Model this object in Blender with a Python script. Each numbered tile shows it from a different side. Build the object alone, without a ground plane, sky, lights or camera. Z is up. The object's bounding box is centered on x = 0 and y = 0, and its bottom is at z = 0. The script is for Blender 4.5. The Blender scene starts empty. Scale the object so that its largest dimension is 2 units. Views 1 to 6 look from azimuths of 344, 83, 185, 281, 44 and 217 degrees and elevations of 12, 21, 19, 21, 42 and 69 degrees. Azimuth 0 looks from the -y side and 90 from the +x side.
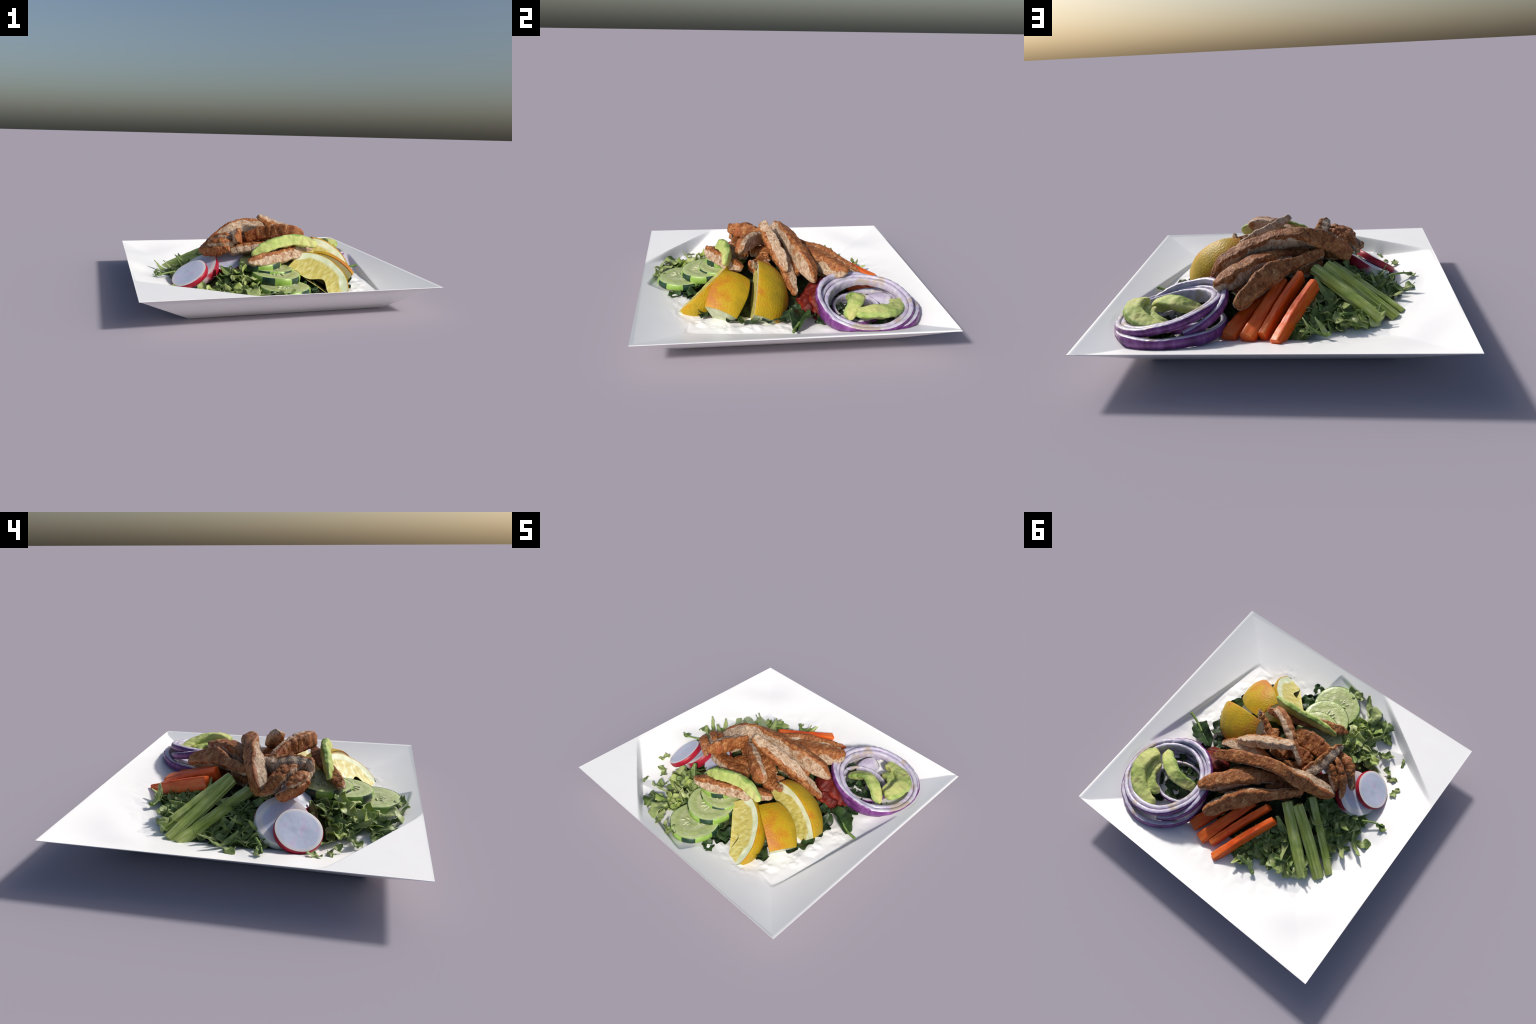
"""A square white plate of salad: lettuce bed, grilled chicken strips, lemon wedges, cucumber, radish,
celery, carrot, red onion rings holding avocado, tomato and spinach.  Everything is built from parts,
profiles and rules; materials are procedural."""
import bpy, math, random
import numpy as np
from mathutils import Vector, Matrix, noise as mnoise

RNG = random.Random(7)
V = lambda *a: np.array(a, float)


def unit(a):
    a = np.asarray(a, float)
    return a / (np.linalg.norm(a) + 1e-12)


def smooth(t):
    t = np.clip(t, 0, 1)
    return t * t * (3 - 2 * t)


def noise3(P, freq, octaves=3, seed=0.0):
    """fractal noise about -1..1 at many points"""
    out = np.empty(len(P))
    Q = np.asarray(P, float) * np.asarray(freq, float) + seed * 17.31
    for i, q in enumerate(Q):
        out[i] = mnoise.fractal(Vector(q), 1.0, 2.0, octaves)
    return out


# ------------------------------------------------------------------ materials
class Mat:
    """small helper around a node tree with a Principled BSDF"""

    def __init__(self, name, rough=0.5, spec=0.35):
        self.m = bpy.data.materials.new(name)
        self.m.use_nodes = True
        self.t = self.m.node_tree
        self.n, self.l = self.t.nodes, self.t.links
        self.b = self.n["Principled BSDF"]
        self.b.inputs["Roughness"].default_value = rough
        self.b.inputs["Specular IOR Level"].default_value = spec
        self.tc = self.n.new("ShaderNodeTexCoord")

    def put(self, sock, v):
        if v is None:
            return
        if isinstance(v, bpy.types.NodeSocket):
            self.l.new(v, sock)
        elif isinstance(v, (tuple, list)) and sock.type == "RGBA" and len(v) == 3:
            sock.default_value = (*v, 1)
        else:
            sock.default_value = v

    def coords(self, scale=(1, 1, 1), source="Object", rot=(0, 0, 0)):
        mp = self.n.new("ShaderNodeMapping")
        mp.inputs["Scale"].default_value = scale
        mp.inputs["Rotation"].default_value = rot
        self.l.new(self.tc.outputs[source], mp.inputs["Vector"])
        # each object gets its own stretch of noise
        return mp.outputs[0]

    def noise(self, scale, detail=4, rough=0.55, vec=None, distort=0.0):
        nd = self.n.new("ShaderNodeTexNoise")
        nd.inputs["Scale"].default_value = scale
        nd.inputs["Detail"].default_value = detail
        nd.inputs["Roughness"].default_value = rough
        nd.inputs["Distortion"].default_value = distort
        self.l.new(vec if vec is not None else self.tc.outputs["Object"], nd.inputs["Vector"])
        return nd.outputs["Fac"]

    def voronoi(self, scale, vec=None, feature="F1", out="Distance"):
        nd = self.n.new("ShaderNodeTexVoronoi")
        nd.feature = feature
        nd.inputs["Scale"].default_value = scale
        self.l.new(vec if vec is not None else self.tc.outputs["Object"], nd.inputs["Vector"])
        return nd.outputs[out]

    def math(self, op, a, b=None, c=None, clamp=False):
        nd = self.n.new("ShaderNodeMath")
        nd.operation = op
        nd.use_clamp = clamp
        self.put(nd.inputs[0], a)
        self.put(nd.inputs[1], b)
        if c is not None:
            self.put(nd.inputs[2], c)
        return nd.outputs[0]

    def ramp(self, fac, stops, interp="LINEAR"):
        nd = self.n.new("ShaderNodeValToRGB")
        nd.color_ramp.interpolation = interp
        e = nd.color_ramp.elements
        while len(e) < len(stops):
            e.new(0.5)
        for el, (p, c) in zip(e, stops):
            el.position = p
            el.color = (*c, 1) if len(c) == 3 else c
        self.put(nd.inputs[0], fac)
        return nd.outputs[0]

    def mask(self, fac, lo, hi):
        nd = self.n.new("ShaderNodeMapRange")
        nd.interpolation_type = "SMOOTHSTEP"
        self.put(nd.inputs["Value"], fac)
        nd.inputs["From Min"].default_value = lo
        nd.inputs["From Max"].default_value = hi
        return nd.outputs[0]

    def mix(self, fac, a, b, blend="MIX"):
        nd = self.n.new("ShaderNodeMix")
        nd.data_type = "RGBA"
        nd.blend_type = blend
        self.put(nd.inputs[0], fac)
        self.put(nd.inputs[6], a)
        self.put(nd.inputs[7], b)
        return nd.outputs[2]

    def xyz(self):
        nd = self.n.new("ShaderNodeSeparateXYZ")
        self.l.new(self.tc.outputs["Object"], nd.inputs[0])
        return nd.outputs

    def random(self):
        nd = self.n.new("ShaderNodeObjectInfo")
        return nd.outputs["Random"]

    def bump(self, height, dist, strength=1.0):
        nd = self.n.new("ShaderNodeBump")
        nd.inputs["Strength"].default_value = strength
        nd.inputs["Distance"].default_value = dist
        self.put(nd.inputs["Height"], height)
        self.l.new(nd.outputs[0], self.b.inputs["Normal"])

    def color(self, c):
        self.put(self.b.inputs["Base Color"], c)
        return self

    def translucent(self, c, fac):
        tr = self.n.new("ShaderNodeBsdfTranslucent")
        self.put(tr.inputs["Color"], c)
        mx = self.n.new("ShaderNodeMixShader")
        mx.inputs[0].default_value = fac
        self.l.new(self.b.outputs[0], mx.inputs[1])
        self.l.new(tr.outputs[0], mx.inputs[2])
        self.l.new(mx.outputs[0], self.n["Material Output"].inputs["Surface"])


def make_materials():
    M = {}
    m = Mat("white_ceramic", 0.35, 0.3)
    m.color(m.mix(m.mask(m.noise(2.5, 3), 0.35, 0.7), (0.93, 0.93, 0.932), (0.965, 0.965, 0.962)))
    M["plate"] = m.m

    m = Mat("seared_crust", 0.5, 0.3)
    streak = m.noise(1.0, 5, 0.65, m.coords((46, 20, 34), rot=(0.3, 0.2, 0.7)), 1.2)
    blotch = m.noise(13, 6, 0.68)
    f = m.math("ADD", m.math("MULTIPLY", streak, 0.55), m.math("MULTIPLY", blotch, 0.45))
    c = m.ramp(f, [(0.33, (0.055, 0.014, 0.005)), (0.42, (0.195, 0.056, 0.015)), (0.50, (0.32, 0.112, 0.032)), (0.58, (0.45, 0.21, 0.080)), (0.67, (0.66, 0.44, 0.25))])  # browns lightened, palest tan stop paints in the highlights on the strips
    c = m.mix(m.math("MULTIPLY", m.mask(m.noise(6, 3), 0.54, 0.70), 0.7), c, (0.33, 0.070, 0.022))
    pep = m.math("LESS_THAN", m.voronoi(46), 0.17)
    c = m.mix(m.math("MULTIPLY", pep, m.mask(m.noise(9, 2), 0.48, 0.60)), c, (0.026, 0.012, 0.008))
    c = m.mix(m.math("MULTIPLY", m.mask(m.noise(21, 5, 0.7), 0.60, 0.70), 0.8), c, (0.055, 0.018, 0.009))
    m.color(c)
    m.bump(f, 0.014, 0.9)
    M["crust"] = m.m

    m = Mat("chicken_meat", 0.5, 0.3)
    fib = m.noise(1.0, 5, 0.62, m.coords((30, 52, 24), rot=(0.4, 0.1, 0.5)), 1.4)
    c = m.ramp(fib, [(0.31, (0.22, 0.105, 0.048)), (0.41, (0.38, 0.235, 0.14)), (0.52, (0.50, 0.36, 0.25)), (0.66, (0.65, 0.53, 0.41))])
    c = m.mix(m.mask(m.noise(8, 6, 0.68), 0.56, 0.68), c, (0.36, 0.15, 0.052))
    c = m.mix(m.math("MULTIPLY", m.mask(m.noise(18, 5, 0.7), 0.60, 0.69), 0.85), c, (0.20, 0.055, 0.018))
    m.color(c)
    m.bump(fib, 0.012, 0.8)
    M["meat"] = m.m

    m = Mat("lemon_rind", 0.5, 0.28)
    pat = m.noise(5.5, 5, 0.6)
    c = m.ramp(pat, [(0.30, (0.36, 0.25, 0.012)), (0.47, (0.48, 0.31, 0.011)), (0.58, (0.50, 0.235, 0.011)), (0.70, (0.40, 0.145, 0.022))])
    c = m.mix(m.math("MULTIPLY", m.mask(m.noise(3.2, 4), 0.56, 0.66), 0.7), c, (0.47, 0.17, 0.034))
    m.color(c)
    m.bump(m.voronoi(85), 0.003, 0.6)
    M["rind"] = m.m

    m = Mat("radish_peel", 0.4)
    c = m.ramp(m.noise(14, 4), [(0.35, (0.30, 0.006, 0.022)), (0.6, (0.42, 0.016, 0.040)), (0.78, (0.62, 0.20, 0.24))])
    m.color(c)
    M["radish_skin"] = m.m
    m = Mat("radish_pale_peel", 0.4)
    o = m.xyz()
    side = m.math("ADD", m.math("MULTIPLY", o[0], 2.0), m.math("MULTIPLY", m.noise(9, 4), 0.5))
    m.color(m.ramp(side, [(0.16, (0.60, 0.64, 0.60)), (0.23, (0.56, 0.34, 0.38)), (0.30, (0.34, 0.010, 0.030))]))
    M["radish_half_skin"] = m.m

    m = Mat("radish_flesh", 0.35, 0.4)
    o = m.xyz()
    rr = m.math("SQRT", m.math("ADD", m.math("POWER", o[0], 2.0), m.math("POWER", o[1], 2.0)))
    c = m.ramp(m.noise(9, 4, 0.6, m.coords((1, 2.2, 1))), [(0.36, (0.52, 0.58, 0.72)), (0.52, (0.58, 0.62, 0.77)), (0.64, (0.62, 0.53, 0.72))])
    c = m.mix(m.mask(m.math("ADD", rr, m.math("MULTIPLY", m.noise(30, 2), 0.012)), 0.112, 0.132), c, (0.74, 0.72, 0.73))
    m.color(c)
    m.bump(m.noise(40, 3), 0.0015, 0.3)
    M["radish_flesh"] = m.m

    m = Mat("onion_skin", 0.35, 0.4)
    c = m.ramp(m.noise(1.0, 4, 0.6, m.coords((22, 22, 5))), [(0.3, (0.085, 0.018, 0.095)), (0.5, (0.155, 0.036, 0.19)), (0.7, (0.25, 0.10, 0.30))])
    m.color(c)
    M["onion_skin"] = m.m

    m = Mat("onion_layer", 0.35, 0.4)
    m.color(m.ramp(m.noise(1.0, 4, 0.6, m.coords((22, 22, 5))), [(0.3, (0.24, 0.16, 0.27)), (0.5, (0.36, 0.29, 0.40)), (0.7, (0.50, 0.45, 0.54))]))
    M["onion_layer"] = m.m

    m = Mat("onion_flesh", 0.32, 0.45)
    c = m.ramp(m.noise(18, 4), [(0.3, (0.40, 0.33, 0.50)), (0.48, (0.52, 0.48, 0.62)), (0.7, (0.64, 0.64, 0.68))])
    c = m.mix(m.mask(m.noise(5, 3), 0.52, 0.64), c, (0.43, 0.36, 0.32))
    m.color(c)
    m.bump(m.noise(45, 3), 0.004, 0.5)
    M["onion_flesh"] = m.m

    m = Mat("carrot", 0.42, 0.4)
    st = m.noise(1.0, 5, 0.6, m.coords((30, 7, 30)))
    c = m.ramp(st, [(0.3, (0.66, 0.060, 0.004)), (0.5, (0.82, 0.115, 0.008)), (0.68, (0.76, 0.19, 0.040))])
    c = m.mix(m.math("MULTIPLY", m.mask(m.noise(1.0, 4, 0.6, m.coords((45, 12, 45))), 0.6, 0.75), 0.6), c, (0.72, 0.33, 0.17))
    m.color(c)
    m.bump(st, 0.004, 0.6)
    M["carrot"] = m.m

    m = Mat("celery", 0.4, 0.4)
    c = m.ramp(m.noise(1.0, 4, 0.55, m.coords((50, 6, 50))), [(0.3, (0.21, 0.30, 0.046)), (0.48, (0.36, 0.46, 0.105)), (0.66, (0.56, 0.61, 0.27))])
    c = m.mix(m.mask(m.noise(6, 3), 0.52, 0.66), c, (0.36, 0.42, 0.085))
    m.color(c)
    M["celery"] = m.m

    m = Mat("cucumber_flesh", 0.3, 0.45)
    o = m.xyz()
    rr = m.math("SQRT", m.math("ADD", m.math("POWER", o[0], 2.0), m.math("POWER", o[1], 2.0)))
    rr = m.math("ADD", rr, m.math("MULTIPLY", m.math("SUBTRACT", m.noise(14, 3), 0.5), 0.05))
    c = m.ramp(m.math("DIVIDE", rr, 0.18), [(0.0, (0.46, 0.50, 0.27)), (0.30, (0.37, 0.42, 0.16)), (0.50, (0.46, 0.50, 0.26)), (0.62, (0.36, 0.43, 0.16)), (0.86, (0.46, 0.54, 0.24)), (0.95, (0.32, 0.48, 0.16))])
    c = m.mix(m.math("MULTIPLY", m.mask(m.noise(22, 4, 0.6), 0.52, 0.68), 0.6), c, (0.58, 0.62, 0.42))
    c = m.mix(m.math("MULTIPLY", m.mask(m.noise(11, 3), 0.56, 0.66), 0.55), c, (0.30, 0.37, 0.17))
    m.color(c)
    m.bump(m.noise(30, 4), 0.008, 0.6)
    M["cuke_flesh"] = m.m

    m = Mat("cucumber_peel", 0.35, 0.45)
    o = m.xyz()
    ang = m.math("ARCTAN2", o[1], o[0])
    s = m.math("SINE", m.math("MULTIPLY", ang, 5.0))
    s = m.math("ADD", s, m.math("MULTIPLY", m.math("SUBTRACT", m.noise(5, 2), 0.5), 1.2))
    hgt = m.math("ADD", o[2], m.math("MULTIPLY", m.math("SUBTRACT", m.noise(18, 2), 0.5), 0.01))
    strip = m.mask(s, 0.15, 0.3)
    lite = m.ramp(m.noise(12, 3), [(0.35, (0.19, 0.34, 0.05)), (0.65, (0.33, 0.50, 0.12))])
    m.color(m.mix(strip, lite, m.ramp(m.noise(20, 3), [(0.3, (0.006, 0.020, 0.012)), (0.7, (0.020, 0.065, 0.036))])))
    M["cuke_peel"] = m.m

    m = Mat("cucumber_seed", 0.3, 0.45)
    m.color(m.ramp(m.noise(30, 2), [(0.3, (0.52, 0.56, 0.34)), (0.7, (0.64, 0.66, 0.46))]))
    M["seed"] = m.m

    m = Mat("avocado_flesh", 0.6, 0.22)
    c = m.ramp(m.noise(8, 4), [(0.32, (0.34, 0.44, 0.11)), (0.5, (0.46, 0.53, 0.17)), (0.68, (0.57, 0.56, 0.22))])
    c = m.mix(m.math("MULTIPLY", m.mask(m.noise(13, 5, 0.65), 0.60, 0.70), 0.5), c, (0.34, 0.27, 0.055))
    m.color(c)
    m.bump(m.noise(30, 4), 0.006, 0.6)
    M["avo"] = m.m
    m = Mat("avocado_green_edge", 0.6, 0.2)
    c = m.ramp(m.noise(12, 4), [(0.3, (0.17, 0.27, 0.055)), (0.5, (0.29, 0.40, 0.11)), (0.7, (0.43, 0.52, 0.18))])
    m.color(c)
    m.bump(m.noise(40, 4), 0.004, 0.6)
    M["avo_edge"] = m.m

    m = Mat("tomato_skin", 0.55, 0.25)
    m.color(m.ramp(m.noise(7, 4), [(0.3, (0.060, 0.006, 0.005)), (0.5, (0.115, 0.009, 0.005)), (0.7, (0.25, 0.022, 0.007))]))
    m.bump(m.noise(25, 3), 0.004, 0.5)
    M["tomato"] = m.m

    def leaf(name, dark, mid, light, trans, rim=True):
        m = Mat(name, 0.42, 0.35)
        r = m.random()
        f = m.math("ADD", m.noise(17, 4), m.math("MULTIPLY", m.math("SUBTRACT", r, 0.5), 0.32))
        c = m.ramp(f, [(0.28, dark), (0.47, mid), (0.70, light)])
        o = m.xyz()
        vein = m.math("SUBTRACT", 1.0, m.mask(m.math("ABSOLUTE", o[0]), 0.0025, 0.007))
        c = m.mix(m.math("MULTIPLY", vein, 0.5), c, light)
        m.color(c)
        m.bump(m.noise(60, 3), 0.004, 0.6)
        m.translucent(mid, trans)
        return m.m

    M["lettuce"] = leaf("lettuce_leaf", (0.070, 0.120, 0.032), (0.195, 0.285, 0.080), (0.46, 0.54, 0.22), 0.28)  # first, darkest green bakes in the shading among the leaves
    M["lettuce_pale"] = leaf("pale_lettuce", (0.24, 0.36, 0.08), (0.44, 0.54, 0.15), (0.66, 0.73, 0.36), 0.25)
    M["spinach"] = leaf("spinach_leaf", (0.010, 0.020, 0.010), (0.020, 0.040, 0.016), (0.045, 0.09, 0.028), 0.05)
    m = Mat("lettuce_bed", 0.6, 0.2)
    m.color(m.ramp(m.noise(14, 5, 0.65), [(0.3, (0.016, 0.020, 0.009)), (0.5, (0.042, 0.056, 0.019)), (0.7, (0.10, 0.13, 0.04))]))  # greens darkened to near black for the shade between the chicken strips
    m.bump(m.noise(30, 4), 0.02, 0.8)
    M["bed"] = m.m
    m = Mat("green_stem", 0.45)
    m.color(m.ramp(m.noise(20, 3), [(0.3, (0.09, 0.16, 0.03)), (0.7, (0.28, 0.40, 0.12))]))
    M["stem"] = m.m
    return M


def lemon_flesh(a, b, s1, name):
    """flesh and white pith for a wedge whose ellipsoid has half length a (along x) and radius b"""
    m = Mat(name, 0.3, 0.5)
    o = m.xyz()
    rr = m.math("SQRT", m.math("ADD", m.math("POWER", o[1], 2.0), m.math("POWER", o[2], 2.0)))
    prof = m.math("MULTIPLY", b, m.math("SQRT", m.math("MAXIMUM", 0.02, m.math("SUBTRACT", 1.0, m.math("POWER", m.math("DIVIDE", o[0], a), 2.0)))))
    q = m.math("DIVIDE", rr, prof)
    q = m.math("ADD", q, m.math("MULTIPLY", m.math("SUBTRACT", m.noise(12, 3), 0.5), 0.16))
    q = m.math("ADD", q, m.math("MULTIPLY", m.mask(m.math("ABSOLUTE", o[0]), 0.11, 0.20), 0.25))
    pulp = m.ramp(m.noise(1.0, 4, 0.6, m.coords((42, 16, 16)), 0.4), [(0.30, (0.46, 0.36, 0.075)), (0.50, (0.60, 0.52, 0.14)), (0.68, (0.72, 0.67, 0.32))])
    pith = m.ramp(m.noise(14, 3), [(0.35, (0.62, 0.68, 0.40)), (0.6, (0.76, 0.80, 0.60))])
    c = m.mix(m.mask(q, 0.72, 0.82), pulp, pith)
    m.color(m.mix(m.mask(o[0], s1 - 0.006, s1 - 0.001), c, m.ramp(m.noise(16, 4), [(0.35, (0.34, 0.38, 0.21)), (0.65, (0.52, 0.56, 0.38))])))
    m.bump(m.noise(1.0, 3, 0.6, m.coords((70, 25, 25))), 0.003, 0.5)
    return m.m


MAT = make_materials()


# ------------------------------------------------------------------ mesh helpers
def mesh_from(name, verts, faces, mats, slots=None, shade=True):
    me = bpy.data.meshes.new(name)
    me.from_pydata([tuple(map(float, v)) for v in verts], [], [tuple(int(i) for i in f) for f in faces])
    for k in mats:
        me.materials.append(k)
    if slots is not None and len(mats) > 1:
        me.polygons.foreach_set("material_index", np.asarray(slots, np.int32))
    if shade:
        me.polygons.foreach_set("use_smooth", np.ones(len(me.polygons), bool))
    me.update()
    return me


def add(name, me, parent=None, matrix=None):
    ob = bpy.data.objects.new(name, me)
    bpy.context.scene.collection.objects.link(ob)
    if parent is not None:
        ob.parent = parent
    if matrix is not None:
        ob.matrix_local = matrix
    return ob


def thing(name, label, category, location=(0, 0, 0), matrix=None):
    ob = add(name, None)
    ob.empty_display_size = 0.05
    if matrix is None:
        ob.location = location
    else:
        ob.matrix_world = matrix
    ob["label"], ob["category"] = label, category
    return ob


def grid_faces(nu, nv, wrap_v=True, base=0):
    F = []
    for i in range(nu - 1):
        for j in range(nv if wrap_v else nv - 1):
            k = (j + 1) % nv
            F.append((base + i * nv + j, base + (i + 1) * nv + j, base + (i + 1) * nv + k, base + i * nv + k))
    return F


def vertex_normals(verts, faces):
    me = bpy.data.meshes.new("tmp")
    me.from_pydata([tuple(map(float, v)) for v in verts], [], faces)
    me.update()
    out = np.empty(len(verts) * 3, np.float32)
    me.vertices.foreach_get("normal", out)
    bpy.data.meshes.remove(me)
    return out.reshape(-1, 3)


def split_parts(parent, verts, faces, slots, parts):
    """one smooth surface shared out among child meshes; borders coincide, normals are the whole body's"""
    N = vertex_normals(verts, faces)
    slots = np.asarray(slots)
    for s, (name, mat) in enumerate(parts):
        sel = [f for f, k in zip(faces, slots) if k == s]
        if not sel:
            continue
        used = sorted({i for f in sel for i in f})
        remap = {i: k for k, i in enumerate(used)}
        me = mesh_from(name, [verts[i] for i in used], [[remap[i] for i in f] for f in sel], [mat])
        me.normals_split_custom_set_from_vertices([tuple(map(float, N[i])) for i in used])
        add(name, me, parent)


def catmull(points, n):
    """smooth curve through rows of control values, n samples evenly along it"""
    P = np.asarray(points, float)
    P = np.vstack([2 * P[0] - P[1], P, 2 * P[-1] - P[-2]])
    out = []
    for i in range(1, len(P) - 2):
        t = np.linspace(0, 1, 40, endpoint=False)[:, None]
        a, b, c, d = P[i - 1], P[i], P[i + 1], P[i + 2]
        out.append(0.5 * (2 * b + (c - a) * t + (2 * a - 5 * b + 4 * c - d) * t**2 + (3 * b - a - 3 * c + d) * t**3))
    out = np.vstack(out + [P[-2][None]])
    s = np.concatenate([[0], np.cumsum(np.linalg.norm(np.diff(out[:, :3], axis=0), axis=1))])
    q = np.linspace(0, s[-1], n)
    return np.stack([np.interp(q, s, out[:, k]) for k in range(out.shape[1])], 1), s[-1]


def loft(ctrl, ups, section, n_len, cap=0.25, cap_rows=4):
    """sweep a section (list of (a, b) in the units of half-size) along control rows x, y, z, hu, hv.
    ups: one up vector for each control row.  Ends are rounded off."""
    C, length = catmull(np.hstack([np.asarray(ctrl, float), np.asarray(ups, float)]), n_len)
    sec = np.asarray(section, float)
    rows, frames = [], []
    T = np.gradient(C[:, :3], axis=0)
    rows_t = np.linspace(0, 1, n_len)
    for i in range(n_len):
        t = unit(T[i])
        u = unit(C[i, 5:8] - t * np.dot(C[i, 5:8], t))
        v = np.cross(t, u)
        d = min(i, n_len - 1 - i) / max(1, n_len - 1) * length
        k = 1.0 if d > cap else math.sqrt(max(0.0, 1 - (1 - d / cap) ** 2)) if cap > 0 else 1.0
        k = max(k, 0.15)
        rows.append(C[i, :3] + k * (sec[:, :1] * C[i, 3] * u + sec[:, 1:] * C[i, 4] * v))
        frames.append((t, u, v))
    verts = np.vstack(rows)
    nv = len(sec)
    faces = grid_faces(n_len, nv)
    c0, c1 = len(verts), len(verts) + 1
    verts = np.vstack([verts, rows[0].mean(0), rows[-1].mean(0)])
    last = (n_len - 1) * nv
    caps = []
    for j in range(nv):
        k = (j + 1) % nv
        caps.append((c0, j, k))
        caps.append((c1, last + k, last + j))
    return verts, faces, caps, length


def superellipse(n, p):
    t = np.linspace(0, 2 * np.pi, n, endpoint=False)
    t = np.linspace(0, 2 * np.pi, 2001)
    c, s = np.cos(t), np.sin(t)
    P = np.stack([np.sign(c) * np.abs(c) ** (2 / p), np.sign(s) * np.abs(s) ** (2 / p)], 1)
    arc = np.concatenate([[0], np.cumsum(np.linalg.norm(np.diff(P, axis=0), axis=1))])
    q = np.linspace(0, arc[-1], n, endpoint=False)          # points evenly spaced round the outline
    return np.stack([np.interp(q, arc, P[:, 0]), np.interp(q, arc, P[:, 1])], 1)


def frame_matrix(origin, z=None, x=None):
    """placement whose z (and as far as possible x) axis is given"""
    if z is not None:
        z = unit(z)
        x = unit(np.cross([0, 1, 0], z)) if x is None else unit(np.asarray(x) - z * np.dot(x, z))
        y = np.cross(z, x)
    m = Matrix.Identity(4)
    for k, a in enumerate((x, y, z)):
        for r in range(3):
            m[r][k] = float(a[r])
    for r in range(3):
        m[r][3] = float(origin[r])
    return m


# ------------------------------------------------------------------ plate
FLOOR, FLOOR_HALF = 0.096, 0.60
CORNERS = {(1, -1): (0.995, -0.982, 0.204), (-1, -1): (-1.0, -0.988, 0.213), (-1, 1): (-0.98, 0.99, 0.218), (1, 1): (1.0, 0.957, 0.206)}
FOOT = {(1, -1): (0.695, -0.702), (-1, -1): (-0.664, -0.692), (-1, 1): (-0.625, 0.645), (1, 1): (0.69, 0.642)}
FOLD_A, FOLD_B = V(-0.28, -0.985), V(-0.99, -0.484)      # raised fold that cuts off one corner
# creases along the slopes: from, to, how far the inner side drops, how wide the drop is
STEPS = [((0.70, -0.69), (0.914, 0.335), 0.030, 0.18), ((0.105, -0.952), (-0.40, -0.845), 0.036, 0.20)]


def plate_height(x, y):
    x, y = np.asarray(x, float), np.asarray(y, float)
    e = np.maximum(np.abs(x), np.abs(y))
    rim = 0.2105 - 0.005 * x + 0.003 * y
    z = FLOOR + (rim - FLOOR) * np.clip((e - FLOOR_HALF) / (0.985 - FLOOR_HALF), 0, 1) ** (1.05 + 0.5 * smooth((x - y + 0.7) / 1.6))
    for A, B, depth, width in STEPS:
        A, B = V(*A), V(*B)
        L = np.linalg.norm(B - A)
        d = (B - A) / L
        nrm = V(-d[1], d[0])
        if np.dot(nrm, -A) < 0:
            nrm = -nrm
        along = ((x - A[0]) * d[0] + (y - A[1]) * d[1]) / L
        inner = (x - A[0]) * nrm[0] + (y - A[1]) * nrm[1]
        drop = depth * np.sin(np.pi * np.clip(along, 0, 1)) ** 0.7 * smooth(inner / 0.026) * (1 - smooth((inner - 0.04) / width))
        z = np.maximum(z - drop, np.minimum(z, FLOOR + 0.004))
    # swelling on the diagonal of the -x +y corner
    z = z + 0.020 * np.exp(-(((x + 0.66) + (y - 0.66)) / 0.36) ** 2 - (((x + 0.66) - (y - 0.66)) / 0.20) ** 2)
    z = z - 0.022 * np.exp(-((x + 0.87) / 0.10) ** 2 - ((y + 0.03) / 0.16) ** 2)
    # hollow pressed by the onion
    q = np.hypot(x - 0.60, y - 0.49)
    bowl = 0.100 + 0.26 * np.clip(e - 0.62, 0, 1)
    z = z + (np.minimum(z, bowl) - z) * (1 - smooth((q - 0.30) / 0.035))
    # the folded corner
    d = unit(FOLD_B - FOLD_A)
    nrm = V(d[1], -d[0])
    inside = (x - FOLD_A[0]) * nrm[0] + (y - FOLD_A[1]) * nrm[1]
    t = np.clip(((x - FOLD_A[0]) * d[0] + (y - FOLD_A[1]) * d[1]) / np.linalg.norm(FOLD_B - FOLD_A), 0, 1)
    low = np.minimum(z, 0.112 + 0.10 * smooth(np.abs(t - 0.42) / 0.45))
    z = np.where(inside > 0, z + (low - z) * (1 - smooth((inside - 0.10) / 0.25)), z)
    k = 1 - smooth(inside / 0.032)
    z = np.where(inside < 0.032, z + (np.maximum(z, rim) - z) * k, z)
    return np.minimum(np.maximum(z, wall_height(x, y) + 0.010 * (1 - smooth((e - 0.80) / 0.15))), np.maximum(z, rim - 0.002))


def wall_height(x, y):
    """height of the slanting outside wall above a point of the plan"""
    left = 0.645 + 0.02 * -y
    return 0.21 * np.maximum.reduce([(x - 0.69) / 0.31, (-x - left) / (0.99 - left), (y - 0.642) / 0.33, (-y - 0.69) / 0.297, np.zeros_like(x) - 1])


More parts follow.
